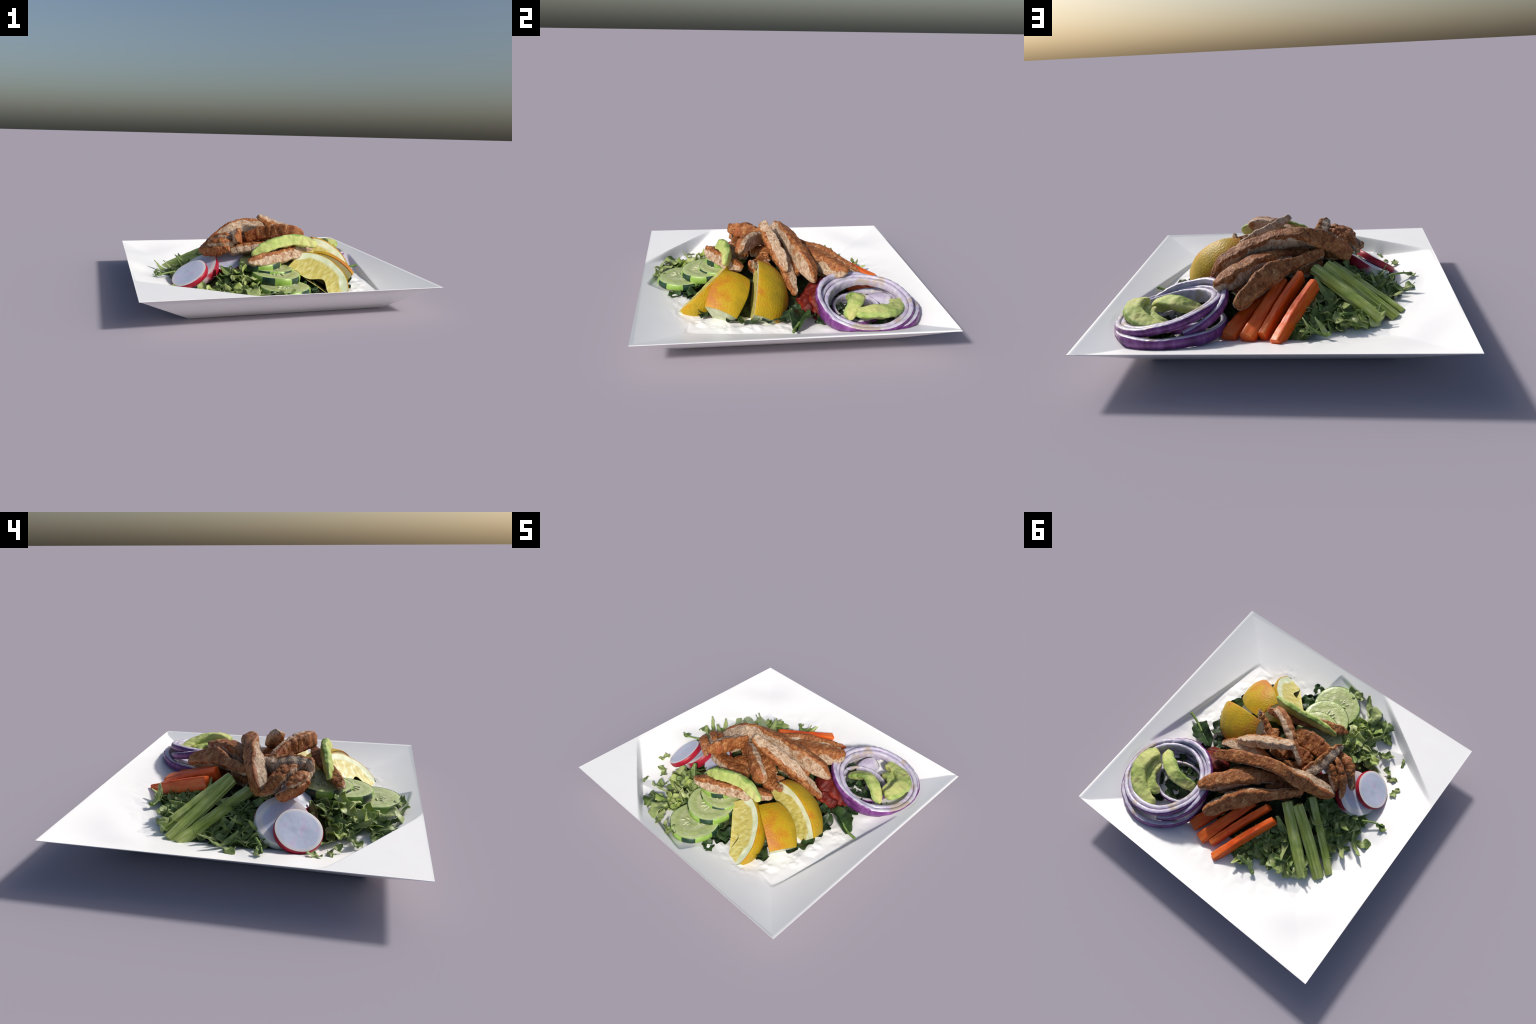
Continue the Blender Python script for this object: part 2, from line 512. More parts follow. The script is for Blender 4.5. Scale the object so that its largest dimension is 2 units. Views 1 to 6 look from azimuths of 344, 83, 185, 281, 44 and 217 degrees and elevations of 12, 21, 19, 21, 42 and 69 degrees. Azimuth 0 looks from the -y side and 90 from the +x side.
def build_plate():
    n = 321
    g = np.linspace(-1, 1, n)
    U, W = np.meshgrid(g, g, indexing="ij")

    def bilinear(c, k, U=U, W=W):
        return ((1 - U) * (1 - W) * c[-1, -1][k] + (1 + U) * (1 - W) * c[1, -1][k] + (1 - U) * (1 + W) * c[-1, 1][k] + (1 + U) * (1 + W) * c[1, 1][k]) / 4

    X, Y, RZ = (bilinear(CORNERS, k) for k in range(3))
    Z = plate_height(X, Y)
    edge = np.maximum(np.abs(U), np.abs(W))
    Z = np.where(edge > 0.999, RZ, Z)
    near = smooth((0.98 - edge) / 0.25)
    P = np.stack([X.ravel(), Y.ravel(), Z.ravel()], 1)
    food = np.exp(-((np.hypot(X / 0.80, Y / 0.80) - 0.92) / 0.12) ** 2).ravel()
    flat = P * V(1, 1, 0)
    bump = np.abs(noise3(flat, 7, 2)) * 0.009 * food + noise3(flat, 2.2, 2, 3) * 0.004
    lem = np.min([np.hypot(flat[:, 0] - a, flat[:, 1] - b) for a, b in ((0.25, -0.72), (0.42, -0.70), (0.54, -0.58), (0.62, -0.42), (0.66, -0.25), (0.68, -0.08))], axis=0)
    bump += np.where(lem < 0.2, 0.016 * np.exp(-(lem / 0.075) ** 2), 0) * np.clip(0.25 + noise3(flat, 11, 3, 8), 0, 1)
    P[:, 2] += bump * near.ravel()
    faces = []
    for i in range(n - 1):
        for j in range(n - 1):
            faces.append((i * n + j, (i + 1) * n + j, (i + 1) * n + j + 1, i * n + j + 1))
    # rim loop, wall down to the foot, foot
    loop = [i * n for i in range(n)] + [(n - 1) * n + j for j in range(1, n)] + [i * n + n - 1 for i in range(n - 2, -1, -1)] + [j for j in range(n - 2, 0, -1)]
    fx, fy = bilinear(FOOT, 0).ravel(), bilinear(FOOT, 1).ravel()
    verts = [tuple(p) for p in P]
    rows = [loop]
    for t in (0.0, 0.02, 0.25, 0.5, 0.75, 0.97, 1.0):
        row = []
        for i in loop:
            p, foot = P[i], V(fx[i], fy[i], 0.0)
            q = p - V(0, 0, 0.003) if t == 0.0 else p + (foot - p) * t
            row.append(len(verts))
            verts.append(tuple(q))
        rows.append(row)
    m = len(loop)
    for a, b in zip(rows, rows[1:]):
        for k in range(m):
            faces.append((a[k], a[(k + 1) % m], b[(k + 1) % m], b[k])[::-1])
    faces.append(tuple(rows[-1]))
    me = mesh_from("serving_plate", verts, faces, [MAT["plate"]])
    me.set_sharp_from_angle(angle=math.radians(28))
    ob = add("serving_plate", me)
    ob["label"], ob["category"] = "square white ceramic plate with wide sloping rim", "plate"


# ------------------------------------------------------------------ chicken
def chicken(rows, ups, seed, skin_from=0.45, shred=0.0, n_len=190, power=7.0, cap=0.05, both=False, lump=1.0):
    rows = np.asarray(rows, float)
    rng = random.Random(seed * 7 + 1)
    # a knife-cut slice: flat sides, one side taller than the other, leaning over
    sec = superellipse(88, power)
    lean, taper = rng.uniform(-0.22, 0.22), rng.uniform(-0.18, 0.18)
    sec = np.array([(a, b * (1 + taper * a) + lean * a) for a, b in sec])
    # uneven width along the strip
    fine, _ = catmull(np.hstack([rows, np.asarray(ups, float)]), 26)
    for k in range(26):
        e = min(k, 25 - k) / 5
        fine[k, 3] *= 0.90 + 0.20 * mnoise.noise(Vector((k * 0.30, seed * 3.1, 0.3))) * min(1, e)
        fine[k, 4] *= 0.86 + 0.26 * mnoise.noise(Vector((k * 0.30, seed * 3.1, 7.3))) * min(1, e)
        fine[k, :3] += 0.006 * np.array([mnoise.noise(Vector((k * 0.5, seed, 11.0 + c))) for c in range(3)])
    verts, faces, caps, length = loft(fine[:, :5], fine[:, 5:], sec, n_len, min(cap, 0.018))
    N = vertex_normals(verts, faces + caps)
    nv = len(sec)
    s = np.repeat(np.arange(n_len), nv)[:] / n_len * length
    s = np.concatenate([s, [0, length]])
    a = np.tile(np.arange(nv) / nv * 0.30, n_len)
    a = np.concatenate([a, [0, 0]])
    fibre = noise3(np.stack([s * 26 + a * 60 + 2 * noise3(verts, 9, 2, seed + 1), a * 22, np.zeros_like(s)], 1), 1.0, 3, seed)
    tear = noise3(verts, 26, 4, seed + 5)
    big = noise3(verts, 8, 2, seed + 9)
    disp = 0.0022 * fibre + 0.0070 * tear * np.clip(0.35 + 0.8 * noise3(verts, 6, 2, seed + 21), 0.15, 1.3) + 0.0040 * lump * big - 0.003
    if shred:
        disp += shred * (np.abs(noise3(np.stack([s * 8, a * 55, np.zeros_like(s)], 1), 1.0, 3, seed + 3)) - 0.25)
    size = np.concatenate([np.repeat(np.minimum(catmull(rows, n_len)[0][:, 3], catmull(rows, n_len)[0][:, 4]), nv), [0.02, 0.02]])
    disp = disp * np.clip(size / 0.045, 0.35, 1.1)
    verts = verts + N * disp[:, None]
    edge = noise3(verts, 10, 4, seed + 2) * 0.5
    slots = []
    for i in range(n_len - 1):
        for j in range(nv):
            u = (sec[j, 0] + sec[(j + 1) % nv, 0]) / 2 + edge[i * nv + j]
            slots.append(0 if (abs(u) if both else u) > skin_from else 1)
    slots += [0 if edge[f[1]] > -0.1 else 1 for f in caps]
    c = rows[:, :3].mean(0)
    ob = thing("chicken_strip", "grilled sliced chicken strip with browned seasoned crust", "chicken", c)
    split_parts(ob, verts - c, faces + caps, slots, [("seared_crust", MAT["crust"]), ("meat", MAT["meat"])])
    return ob


def build_chicken():
    up = (0, 0, 1)
    # long arched strip over everything
    chicken([(0.415, 0.180, 0.292, 0.016, 0.014), (0.36, 0.154, 0.340, 0.052, 0.030), (0.29, 0.128, 0.380, 0.064, 0.036), (0.18, 0.091, 0.423, 0.064, 0.042),
             (0.06, 0.058, 0.463, 0.058, 0.045), (-0.05, 0.031, 0.481, 0.056, 0.047), (-0.16, 0.006, 0.469, 0.056, 0.050), (-0.28, -0.031, 0.417, 0.056, 0.058),
             (-0.36, -0.062, 0.361, 0.050, 0.054), (-0.42, -0.086, 0.318, 0.024, 0.028)],
            [(0, .4, 1), (0, .4, 1), (0, .4, 1), (0, .35, 1), (0, .3, 1), (0, .4, 1), (0, .8, .7), (-.2, 1, .4), (-.3, 1, .25), (-.3, 1, .2)], 1, n_len=260, skin_from=0.62)
    # steep strip with its end in the air
    chicken([(-0.048, -0.130, 0.574, 0.032, 0.018), (0.03, -0.108, 0.526, 0.044, 0.030), (0.14, -0.075, 0.472, 0.047, 0.034), (0.25, -0.038, 0.409, 0.046, 0.034), (0.345, -0.006, 0.347, 0.020, 0.018)],
            [(-.25, -.85, .05)] * 5, 2, skin_from=0.45, cap=0.015)
    # thin strip below it
    chicken([(0.02, 0.02, 0.385, 0.04, 0.03), (0.15, 0.0, 0.37, 0.045, 0.03), (0.28, 0.005, 0.335, 0.042, 0.028), (0.38, 0.022, 0.285, 0.036, 0.024), (0.456, 0.040, 0.225, 0.014, 0.012)],
            [(.2, -.8, .3)] * 5, 3, cap=0.03)
    # curled piece above the lemons
    chicken([(-0.14, -0.100, 0.410, 0.030, 0.042), (-0.06, -0.145, 0.448, 0.032, 0.052), (0.03, -0.205, 0.470, 0.036, 0.056), (0.115, -0.262, 0.476, 0.036, 0.058), (0.180, -0.296, 0.474, 0.034, 0.054), (0.232, -0.318, 0.450, 0.022, 0.030)],
            [(-.5, -.8, .15)] * 4 + [(-.1, -1, .2)] * 2, 4, skin_from=0.25, cap=0.02)
    # piece pointing to the -x -y corner, crust on its outer side
    chicken([(-0.287, -0.362, 0.463, 0.014, 0.030), (-0.263, -0.310, 0.452, 0.034, 0.046), (-0.250, -0.230, 0.443, 0.042, 0.050), (-0.225, -0.140, 0.432, 0.044, 0.048), (-0.19, -0.05, 0.420, 0.042, 0.045)],
            [(.85, -.25, .15)] * 5, 5, skin_from=0.3, cap=0.015)
    # shredded pieces by the radish: a thin crusted sheet, torn ribbons and a lump
    chicken([(-0.505, -0.180, 0.352, 0.016, 0.014), (-0.465, -0.228, 0.345, 0.016, 0.040), (-0.40, -0.285, 0.355, 0.017, 0.046), (-0.35, -0.322, 0.372, 0.015, 0.036), (-0.315, -0.342, 0.390, 0.012, 0.014)],
            [(-.75, -.45, -.35)] * 5, 7, skin_from=-0.6, lump=1.3)
    chicken([(-0.27, -0.30, 0.415, 0.024, 0.020), (-0.33, -0.305, 0.415, 0.034, 0.030), (-0.40, -0.275, 0.412, 0.032, 0.030), (-0.455, -0.235, 0.395, 0.018, 0.016)],
            [(0, -.2, 1)] * 4, 8, skin_from=0.6, n_len=120, lump=2.0, power=3.5)
    for k, (dx, dy, dz, h) in enumerate([(0.01, 0, 0, 0.030), (0.050, 0.040, -0.010, 0.034), (-0.012, 0.035, -0.035, 0.030)]):
        chicken([(-0.28 + dx, -0.280 + dy, 0.440 + dz, h * 0.6, 0.014), (-0.335 + dx, -0.250 + dy, 0.450 + dz, h, 0.022), (-0.385 + dx, -0.215 + dy, 0.436 + dz, h * 1.1, 0.026), (-0.430 + dx, -0.180 + dy, 0.402 + dz, h, 0.024), (-0.462 + dx, -0.160 + dy + 0.02 * k, 0.372 + dz, h * 0.35, 0.008)],
                [(-.5, .6 - .5 * k, .8), (-.3, .5 - .4 * k, .9), (-.5, .4 - .3 * k, .7), (-.8, .3, .4), (-.9, .1, .3)], 60 + k, skin_from=0.35, n_len=120, lump=2.0, power=5.0)
    # dark crusted slab between the avocado and the pile
    chicken([(-0.30, -0.27, 0.345, 0.030, 0.045), (-0.20, -0.285, 0.365, 0.036, 0.060), (-0.10, -0.295, 0.372, 0.036, 0.064), (0.0, -0.285, 0.360, 0.036, 0.056), (0.05, -0.27, 0.34, 0.026, 0.036)],
            [(.15, .35, .9)] * 5, 9, cap=0.025, lump=0.5)
    # front piece lying on the cucumbers
    chicken([(-0.232, -0.527, 0.325, 0.012, 0.012), (-0.17, -0.505, 0.320, 0.040, 0.034), (-0.06, -0.465, 0.325, 0.046, 0.038), (0.08, -0.405, 0.332, 0.048, 0.040), (0.21, -0.345, 0.350, 0.046, 0.038), (0.318, -0.305, 0.372, 0.022, 0.018)],
            [(.3, .35, .9), (.0, .35, .9), (.0, .5, .9), (0, .5, .9), (0, .5, .9), (0, .5, .9)], 10, cap=0.03)
    # charred strip next to the onion
    chicken([(0.352, 0.418, 0.332, 0.024, 0.028), (0.300, 0.352, 0.338, 0.054, 0.054), (0.218, 0.272, 0.360, 0.062, 0.060), (0.128, 0.190, 0.380, 0.056, 0.054), (0.028, 0.118, 0.386, 0.046, 0.046), (-0.055, 0.070, 0.380, 0.036, 0.036)],
            [(.1, .1, 1)] * 6, 11, skin_from=0.3, cap=0.04, lump=1.9, power=4.5)
    # strip above the carrots
    chicken([(0.222, 0.526, 0.252, 0.024, 0.026), (0.172, 0.450, 0.285, 0.048, 0.054), (0.094, 0.350, 0.328, 0.052, 0.058), (0.004, 0.255, 0.356, 0.048, 0.052), (-0.09, 0.18, 0.368, 0.038, 0.042), (-0.17, 0.11, 0.380, 0.030, 0.034), (-0.25, 0.035, 0.388, 0.022, 0.024)],
            [(-.45, .45, .6)] * 7, 12, skin_from=0.3, cap=0.03)
    # pieces half buried in the middle
    chicken([(0.23, 0.20, 0.335, 0.03, 0.03), (0.12, 0.13, 0.35, 0.045, 0.04), (0.0, 0.06, 0.36, 0.045, 0.04), (-0.14, 0.0, 0.36, 0.04, 0.04), (-0.25, -0.04, 0.35, 0.03, 0.03)],
            [(0, .3, 1)] * 5, 13, skin_from=0.1, n_len=120)
    chicken([(0.340, -0.250, 0.436, 0.008, 0.008), (0.318, -0.235, 0.402, 0.026, 0.014), (0.25, -0.20, 0.370, 0.034, 0.022), (0.15, -0.15, 0.36, 0.036, 0.034), (0.02, -0.12, 0.37, 0.03, 0.03)],
            [(.5, -.6, .5)] * 5, 14, skin_from=-0.1, n_len=120, cap=0.02)

    # scraps that close the gaps of the heap
    for k, (a, b, up2) in enumerate([((-0.17, -0.19, 0.340), (0.06, -0.16, 0.365), (0, .3, 1)), ((-0.02, -0.10, 0.375), (0.16, -0.13, 0.365), (0, -.3, 1)), ((-0.20, -0.10, 0.350), (-0.02, -0.02, 0.385), (0, -.3, 1)),
                                     ((0.10, -0.02, 0.350), (0.30, 0.08, 0.300), (0, -.5, 1)), ((0.14, -0.22, 0.330), (0.26, -0.12, 0.310), (.4, 0, 1)), ((-0.24, 0.02, 0.320), (-0.02, 0.16, 0.315), (0, .5, 1)), ((0.10, 0.22, 0.290), (0.26, 0.34, 0.270), (0, .5, 1)),
                                     ((-0.36, -0.16, 0.325), (-0.24, -0.06, 0.335), (-.5, 0, 1))]):
        a, b = V(*a), V(*b)
        chicken([(*(a + (b - a) * t), hu, hv) for t, hu, hv in ((0, 0.022, 0.03), (0.3, 0.036, 0.052), (0.7, 0.036, 0.050), (1, 0.022, 0.03))], [up2] * 4, 30 + k, skin_from=-0.2, n_len=80, lump=1.5)


# ------------------------------------------------------------------ lemon
def lemon(core, axis, outward, start, end, label, s0=-0.2, s1=0.2, a=0.30, b=0.24, notch=0.0, seed=0):
    """wedge of a lemon: local x is the long axis, the rind is swept from angle start to end about it,
    measured from the outward direction"""
    x = unit(axis)
    y = unit(np.asarray(outward) - x * np.dot(outward, x))
    z = np.cross(x, y)
    mtx = Matrix(((x[0], y[0], z[0], core[0]), (x[1], y[1], z[1], core[1]), (x[2], y[2], z[2], core[2]), (0, 0, 0, 1)))
    ob = thing("lemon_wedge", label, "lemon", matrix=mtx)
    ns, nt = 44, 34
    S = np.linspace(s0, s1, ns)
    prof = b * np.sqrt(np.maximum(0.02, 1 - (S / a) ** 2))
    th = np.linspace(start, end, nt)
    # rind: outer skin and the thin edge that turns in on the cut faces
    rv, rows = [], []
    skin = 0.010
    for i, s in enumerate(S):
        pts = [(s, (prof[i] - skin) * math.cos(start), (prof[i] - skin) * math.sin(start))]
        for k, t in enumerate(th):
            r = prof[i] * (1 - 0.010 * (k in (0, nt - 1)))
            pts.append((s, r * math.cos(t), r * math.sin(t)))
        pts.append((s, (prof[i] - skin) * math.cos(end), (prof[i] - skin) * math.sin(end)))
        rv += pts
    nv = nt + 2
    rv = np.array(rv)
    lum = noise3(rv, 7, 2, seed)
    rad = unit_rows(rv * V(0, 1, 1))
    rv = rv + rad * (lum * 0.005)[:, None]
    rf = grid_faces(ns, nv, False)
    # turned-in edge at both ends of the rind
    for i, shift in ((0, 1), (ns - 1, -1)):
        base = len(rv)
        ring = rv[i * nv:(i + 1) * nv]
        inner = ring * V(1, 0.93, 0.93)
        rv = np.vstack([rv, inner])
        for j in range(nv - 1):
            f = (i * nv + j, i * nv + j + 1, base + j + 1, base + j)
            rf.append(f if shift < 0 else f[::-1])
    me = mesh_from("rind", rv, [f[::-1] for f in rf] if end > start else rf, [MAT["rind"]])
    me.set_sharp_from_angle(angle=math.radians(50))
    add("rind", me, ob)
    # flesh: two cut faces meeting at the core, and the two end cuts
    nr = 22
    fv, ff = [], []
    for t, flip in ((start, False), (end, True)):
        base = len(fv)
        inward = V(0, -math.sin(t), math.cos(t)) * (1 if not flip else -1) * math.copysign(1, end - start)
        for i, s in enumerate(S):
            low = 0.03 + notch * math.exp(-((s - 0.06) / 0.06) ** 2) * (not flip)
            for q in np.linspace(low, 1, nr):
                r = q * (prof[i] - skin * 0.9)
                p = V(s, r * math.cos(t), r * math.sin(t))
                dent = (0.006 * math.sin(math.pi * q) + 0.0018 * mnoise.noise(Vector(p * 30 + seed)) * min(1, 5 * (1 - q)))
                fv.append(p + inward * dent)
        g = grid_faces(ns, nr, False, base)
        ff += [f[::-1] for f in g] if flip != (end < start) else g
    for i, flip in ((0, False), (ns - 1, True)):
        base = len(fv)
        for t in th:
            for q in np.linspace(0.03, 1, 8):
                r = q * (prof[i] - skin * 0.3)
                fv.append(V(S[i] + (0.003 if i else -0.003) * math.sin(math.pi * q), r * math.cos(t), r * math.sin(t)))
        g = grid_faces(nt, 8, False, base)
        ff += [f[::-1] for f in g] if flip != (end < start) else g
    me = mesh_from("flesh", fv, ff, [lemon_flesh(a, b, s1, "lemon_flesh")])
    me.set_sharp_from_angle(angle=math.radians(45))
    add("flesh", me, ob)
    return ob


def unit_rows(A):
    return A / (np.linalg.norm(A, axis=1, keepdims=True) + 1e-9)


def build_lemons():
    d = math.radians
    lemon((0.202, -0.586, 0.175), (0.61, -0.678, -0.409), (0.853, 0.112, 0.38), d(0), d(-58), "lemon wedge with juicy cut face upward", -0.199, 0.245, 0.276, 0.246, notch=0.30, seed=1)
    lemon((0.362, -0.416, 0.101), (0.736, -0.397, -0.549), (0.494, 0.112, 0.846), d(29.9), d(-31.6), "lemon wedge showing orange-yellow rind", -0.194, 0.126, 0.270, 0.241, seed=2)
    lemon((0.379, -0.248, 0.149), (0.753, -0.154, -0.640), (0.538, 0.217, 0.807), d(4), d(-62), "lemon wedge standing with thick yellow rind", -0.25, 0.177, 0.300, 0.259, seed=3)


# ------------------------------------------------------------------ round slices
def disc_slice(name, label, category, centre, normal, radius, thick, flesh_mat, peel_mat, seed, warp=0.0, wobble=0.02, flesh="flesh", peel="peel", bevel=0.006, bend=0.0, relief=0.0035):
    ob = thing(name, label, category, matrix=frame_matrix(centre, normal))
    nt, nr = 96, 18
    T = np.linspace(0, 2 * np.pi, nt, endpoint=False)
    R = radius * (1 + wobble * np.array([mnoise.noise(Vector((math.cos(t) * 1.3 + seed, math.sin(t) * 1.3, seed))) for t in T]))

    def lift(x, y):
        return warp * mnoise.noise(Vector((x * 7 + seed, y * 7, 2.0))) + bend * (x * x - y * y * 0.3) / radius

    def face(z, sign):
        vs = []
        for k in range(nr + 1):
            q = k / nr
            for i, t in enumerate(T):
                r = (R[i] - (0.004 if relief > 0.003 else 0.002)) * q
                x, y = r * math.cos(t), r * math.sin(t)
                rel = relief * mnoise.noise(Vector((x * 26, y * 26, seed + z * 9))) * (1 - q**4)
                zz = z - sign * bevel * 0.6 * q**12 + lift(x, y) + sign * rel
                vs.append((x, y, zz))
        fs = grid_faces(nr + 1, nt)
        return vs, (fs if sign > 0 else [f[::-1] for f in fs])

    va, fa = face(0.0, 1)
    vb, fb = face(-thick, -1)
    fb = [tuple(i + len(va) for i in f) for f in fb]
    add(flesh, mesh_from(flesh, va + vb, fa + fb, [flesh_mat]), ob)
    vs = []
    prof = [(-0.004 if relief > 0.003 else -0.002, -0.002 if relief > 0.003 else -bevel * 0.6), (0.0, -bevel), (0.003, -thick * 0.35), (0.003, -thick * 0.65), (0.0, -thick + bevel), (-0.004, -thick + 0.002)]
    for dr, z in prof:
        for i, t in enumerate(T):
            r = R[i] + dr
            x, y = r * math.cos(t), r * math.sin(t)
            vs.append((x, y, z + lift(x, y)))
    fs = [f[::-1] for f in grid_faces(len(prof), nt)]
    add(peel, mesh_from(peel, vs, [f[::-1] for f in fs], [peel_mat]), ob)
    return ob


def build_cucumbers():
    spec = [((-0.021, -0.708, 0.192), (0.0, -0.01, 1), 0.170, 0.050), ((-0.031, -0.544, 0.246), (0.026, -0.042, 1), 0.166, 0.058),
            ((-0.035, -0.435, 0.264), (0.03, -0.03, 1), 0.152, 0.052), ((-0.105, -0.385, 0.308), (-0.05, -0.10, 1), 0.150, 0.054)]
    seed_v, seed_f = [], []
    nu, nw = 7, 8
    for i in range(nu):
        a = math.pi * i / (nu - 1)
        for j in range(nw):
            b = 2 * math.pi * j / nw
            seed_v.append((0.017 * math.cos(a), 0.0065 * math.sin(a) * math.cos(b), 0.004 * math.sin(a) * math.sin(b)))
    seed_me = mesh_from("seed", seed_v, grid_faces(nu, nw), [MAT["seed"]])
    for k, (c, n, r, t) in enumerate(spec):
        ob = disc_slice("cucumber_slice", "thick cucumber slice with striped green peel", "cucumber", c, n, r, t, MAT["cuke_flesh"], MAT["cuke_peel"], 11.3 + k * 3.7, warp=0.006, wobble=0.05)
        rng = random.Random(40 + k)
        for lobe in range(3):
            for s in range(5):
                ang = lobe * 2.094 + 0.5 * k + (s - 2) * 0.27 + rng.uniform(-0.08, 0.08)
                rad = r * (0.30 + 0.13 * (s % 2) + rng.uniform(-0.03, 0.03))
                m = Matrix.Translation((rad * math.cos(ang), rad * math.sin(ang), 0.0005 + 0.002 * mnoise.noise(Vector((ang, rad, k))))) @ Matrix.Rotation(ang + rng.uniform(-0.3, 0.3), 4, "Z")
                add("seed", seed_me, ob, m)


def build_radishes():
    disc_slice("radish_slice", "round white radish slice with red peel", "radish", (-0.602, -0.323, 0.216), (-0.596, -0.31, 1), 0.133, 0.044, MAT["radish_flesh"], MAT["radish_skin"], 3.1, warp=0.004, wobble=0.03, relief=0.0012, bevel=0.004)
    disc_slice("radish_slice", "bent white radish slice leaning behind another", "radish", (-0.528, -0.230, 0.226), (-0.539, -0.259, 1), 0.157, 0.064, MAT["radish_flesh"], MAT["radish_half_skin"], 5.9, warp=0.006, wobble=0.05, bend=0.06, relief=0.0015, bevel=0.004)
    disc_slice("radish_slice", "small radish slice tucked under chicken", "radish", (-0.300, -0.255, 0.283), (-0.35, -0.45, 1), 0.110, 0.040, MAT["radish_flesh"], MAT["radish_skin"], 8.2, warp=0.004, wobble=0.04, relief=0.0015, bevel=0.004)


# ------------------------------------------------------------------ onion
def onion_ring(label, centre, normal, radius, height, wall, seed, wob=0.018, arc=(0, 2 * math.pi), squash=1.0, parent_name="onion_ring", back=0.0, skin="onion_skin"):
    ob = thing(parent_name, label, "onion", matrix=frame_matrix(centre, normal))
    full = abs(arc[1] - arc[0] - 2 * math.pi) < 1e-6
    nt = 150
    T = np.linspace(arc[0], arc[1], nt, endpoint=not full)
    outer = [(-0.010, -height), (-0.001, -height * 0.86), (0.004, -height * 0.5), (0.002, -height * 0.18), (-0.004, -0.004)]
    inner = [(-0.009, 0.0), (-wall + 0.006, 0.0005), (-wall, -0.005), (-wall + 0.002, -height * 0.5), (-wall - 0.004, -height * 0.9), (-wall + 0.002, -height), (-0.010, -height)]
    sec = outer + inner[:-1]
    vs = []
    for t in T:
        w = 1 + wob * mnoise.noise(Vector((math.cos(t) * 1.2 + seed, math.sin(t) * 1.2, seed * 2))) + 0.004 * mnoise.noise(Vector((math.cos(t) * 9, math.sin(t) * 9, seed)))
        dz = 0.006 * mnoise.noise(Vector((math.cos(t) * 2 + 5, math.sin(t) * 2, seed)))
        tall = 1 + back * max(0.0, -math.sin(t))       # cut slanting: taller on the far side
        for dr, z in sec:
            z *= tall
            jit = 0.0025 * mnoise.noise(Vector((math.cos(t) * 14, math.sin(t) * 14, z * 60 + dr * 90 + seed)))
            r = radius * w + dr + jit
            vs.append((r * math.cos(t), r * squash * math.sin(t), z + dz + jit))
    # the ring rests on the plate: nothing of it reaches through the slope
    mw = frame_matrix(centre, normal)
    inv = mw.inverted()
    for k, p in enumerate(vs):
        w = mw @ Vector(p)
        low = float(plate_height(w.x, w.y)) + 0.004
        if w.z < low:
            w.z = low
            vs[k] = tuple(inv @ w)
    nv = len(sec)
    rows = nt if not full else nt + 1
    fs, slots = [], []
    for i in range(rows - 1):
        a, b = i * nv, ((i + 1) % nt) * nv
        for j in range(nv):
            k = (j + 1) % nv
            fs.append((a + j, b + j, b + k, a + k))
            slots.append(0 if j < len(outer) - 1 else 1)
    if not full:
        fs.append(tuple(range(nv)))
        fs.append(tuple(range((nt - 1) * nv, nt * nv))[::-1])
        slots += [1, 1]
    split_parts(ob, np.array(vs), fs, slots, [("purple_skin" if skin == "onion_skin" else "outer_layer", MAT[skin]), ("pale_flesh", MAT["onion_flesh"])])
    return ob


def build_onions():
    n = (0.20, -0.048, 1)
    onion_ring("large red onion ring with purple skin", (0.609, 0.473, 0.245), n, 0.303, 0.047, 0.031, 1.0, wob=0.03, back=0.9)
    onion_ring("pale inner onion ring nested in a larger one", (0.610, 0.473, 0.241), n, 0.2705, 0.050, 0.032, 1.0, wob=0.03, back=0.9, skin="onion_layer")
    onion_ring("red onion ring below the top one", (0.575, 0.465, 0.225), (0.30, 0.16, 1), 0.306, 0.050, 0.032, 4.0, arc=(1.9, 5.4))
    onion_ring("lowest red onion ring lying on the plate", (0.586, 0.522, 0.172), (0.02, -0.125, 1), 0.306, 0.064, 0.036, 6.0, wob=0.03)
    onion_ring("small red onion ring inside the others", (0.530, 0.440, 0.165), (0.10, -0.05, 1), 0.185, 0.045, 0.026, 8.0, squash=0.85)
    # loose petal of onion: a curved scale
    nu, nv_ = 24, 18
    top, low = [], []
    for i in range(nu):
        for j in range(nv_):
            u, w = -1 + 2 * i / (nu - 1), -1 + 2 * j / (nv_ - 1)
            half = 0.075 * math.sqrt(max(0.02, 1 - w * w * 0.8))
            x, y = u * half, w * 0.10
            z = 0.055 * (1 - (x / 0.085) ** 2) * (1 - 0.4 * w * w)
            top.append((x, y, z))
            low.append((x * 0.93, y * 0.95, z - 0.012))
    g = grid_faces(nu, nv_, False)
    fs = [f for f in g] + [tuple(k + len(top) for k in f)[::-1] for f in g]
    border = [i * nv_ for i in range(nu)] + [(nu - 1) * nv_ + j for j in range(1, nv_)] + [i * nv_ + nv_ - 1 for i in range(nu - 2, -1, -1)] + [j for j in range(nv_ - 2, 0, -1)]
    for a, b in zip(border, border[1:] + border[:1]):
        fs.append((b, a, a + len(top), b + len(top)))
    me = mesh_from("onion_petal", top + low, fs, [MAT["onion_flesh"]])
    ob = add("onion_petal", me, matrix=frame_matrix((0.425, 0.61, 0.125), (0.75, -0.25, 0.75)))
    ob["label"], ob["category"] = "loose curved petal of pale red onion", "onion"


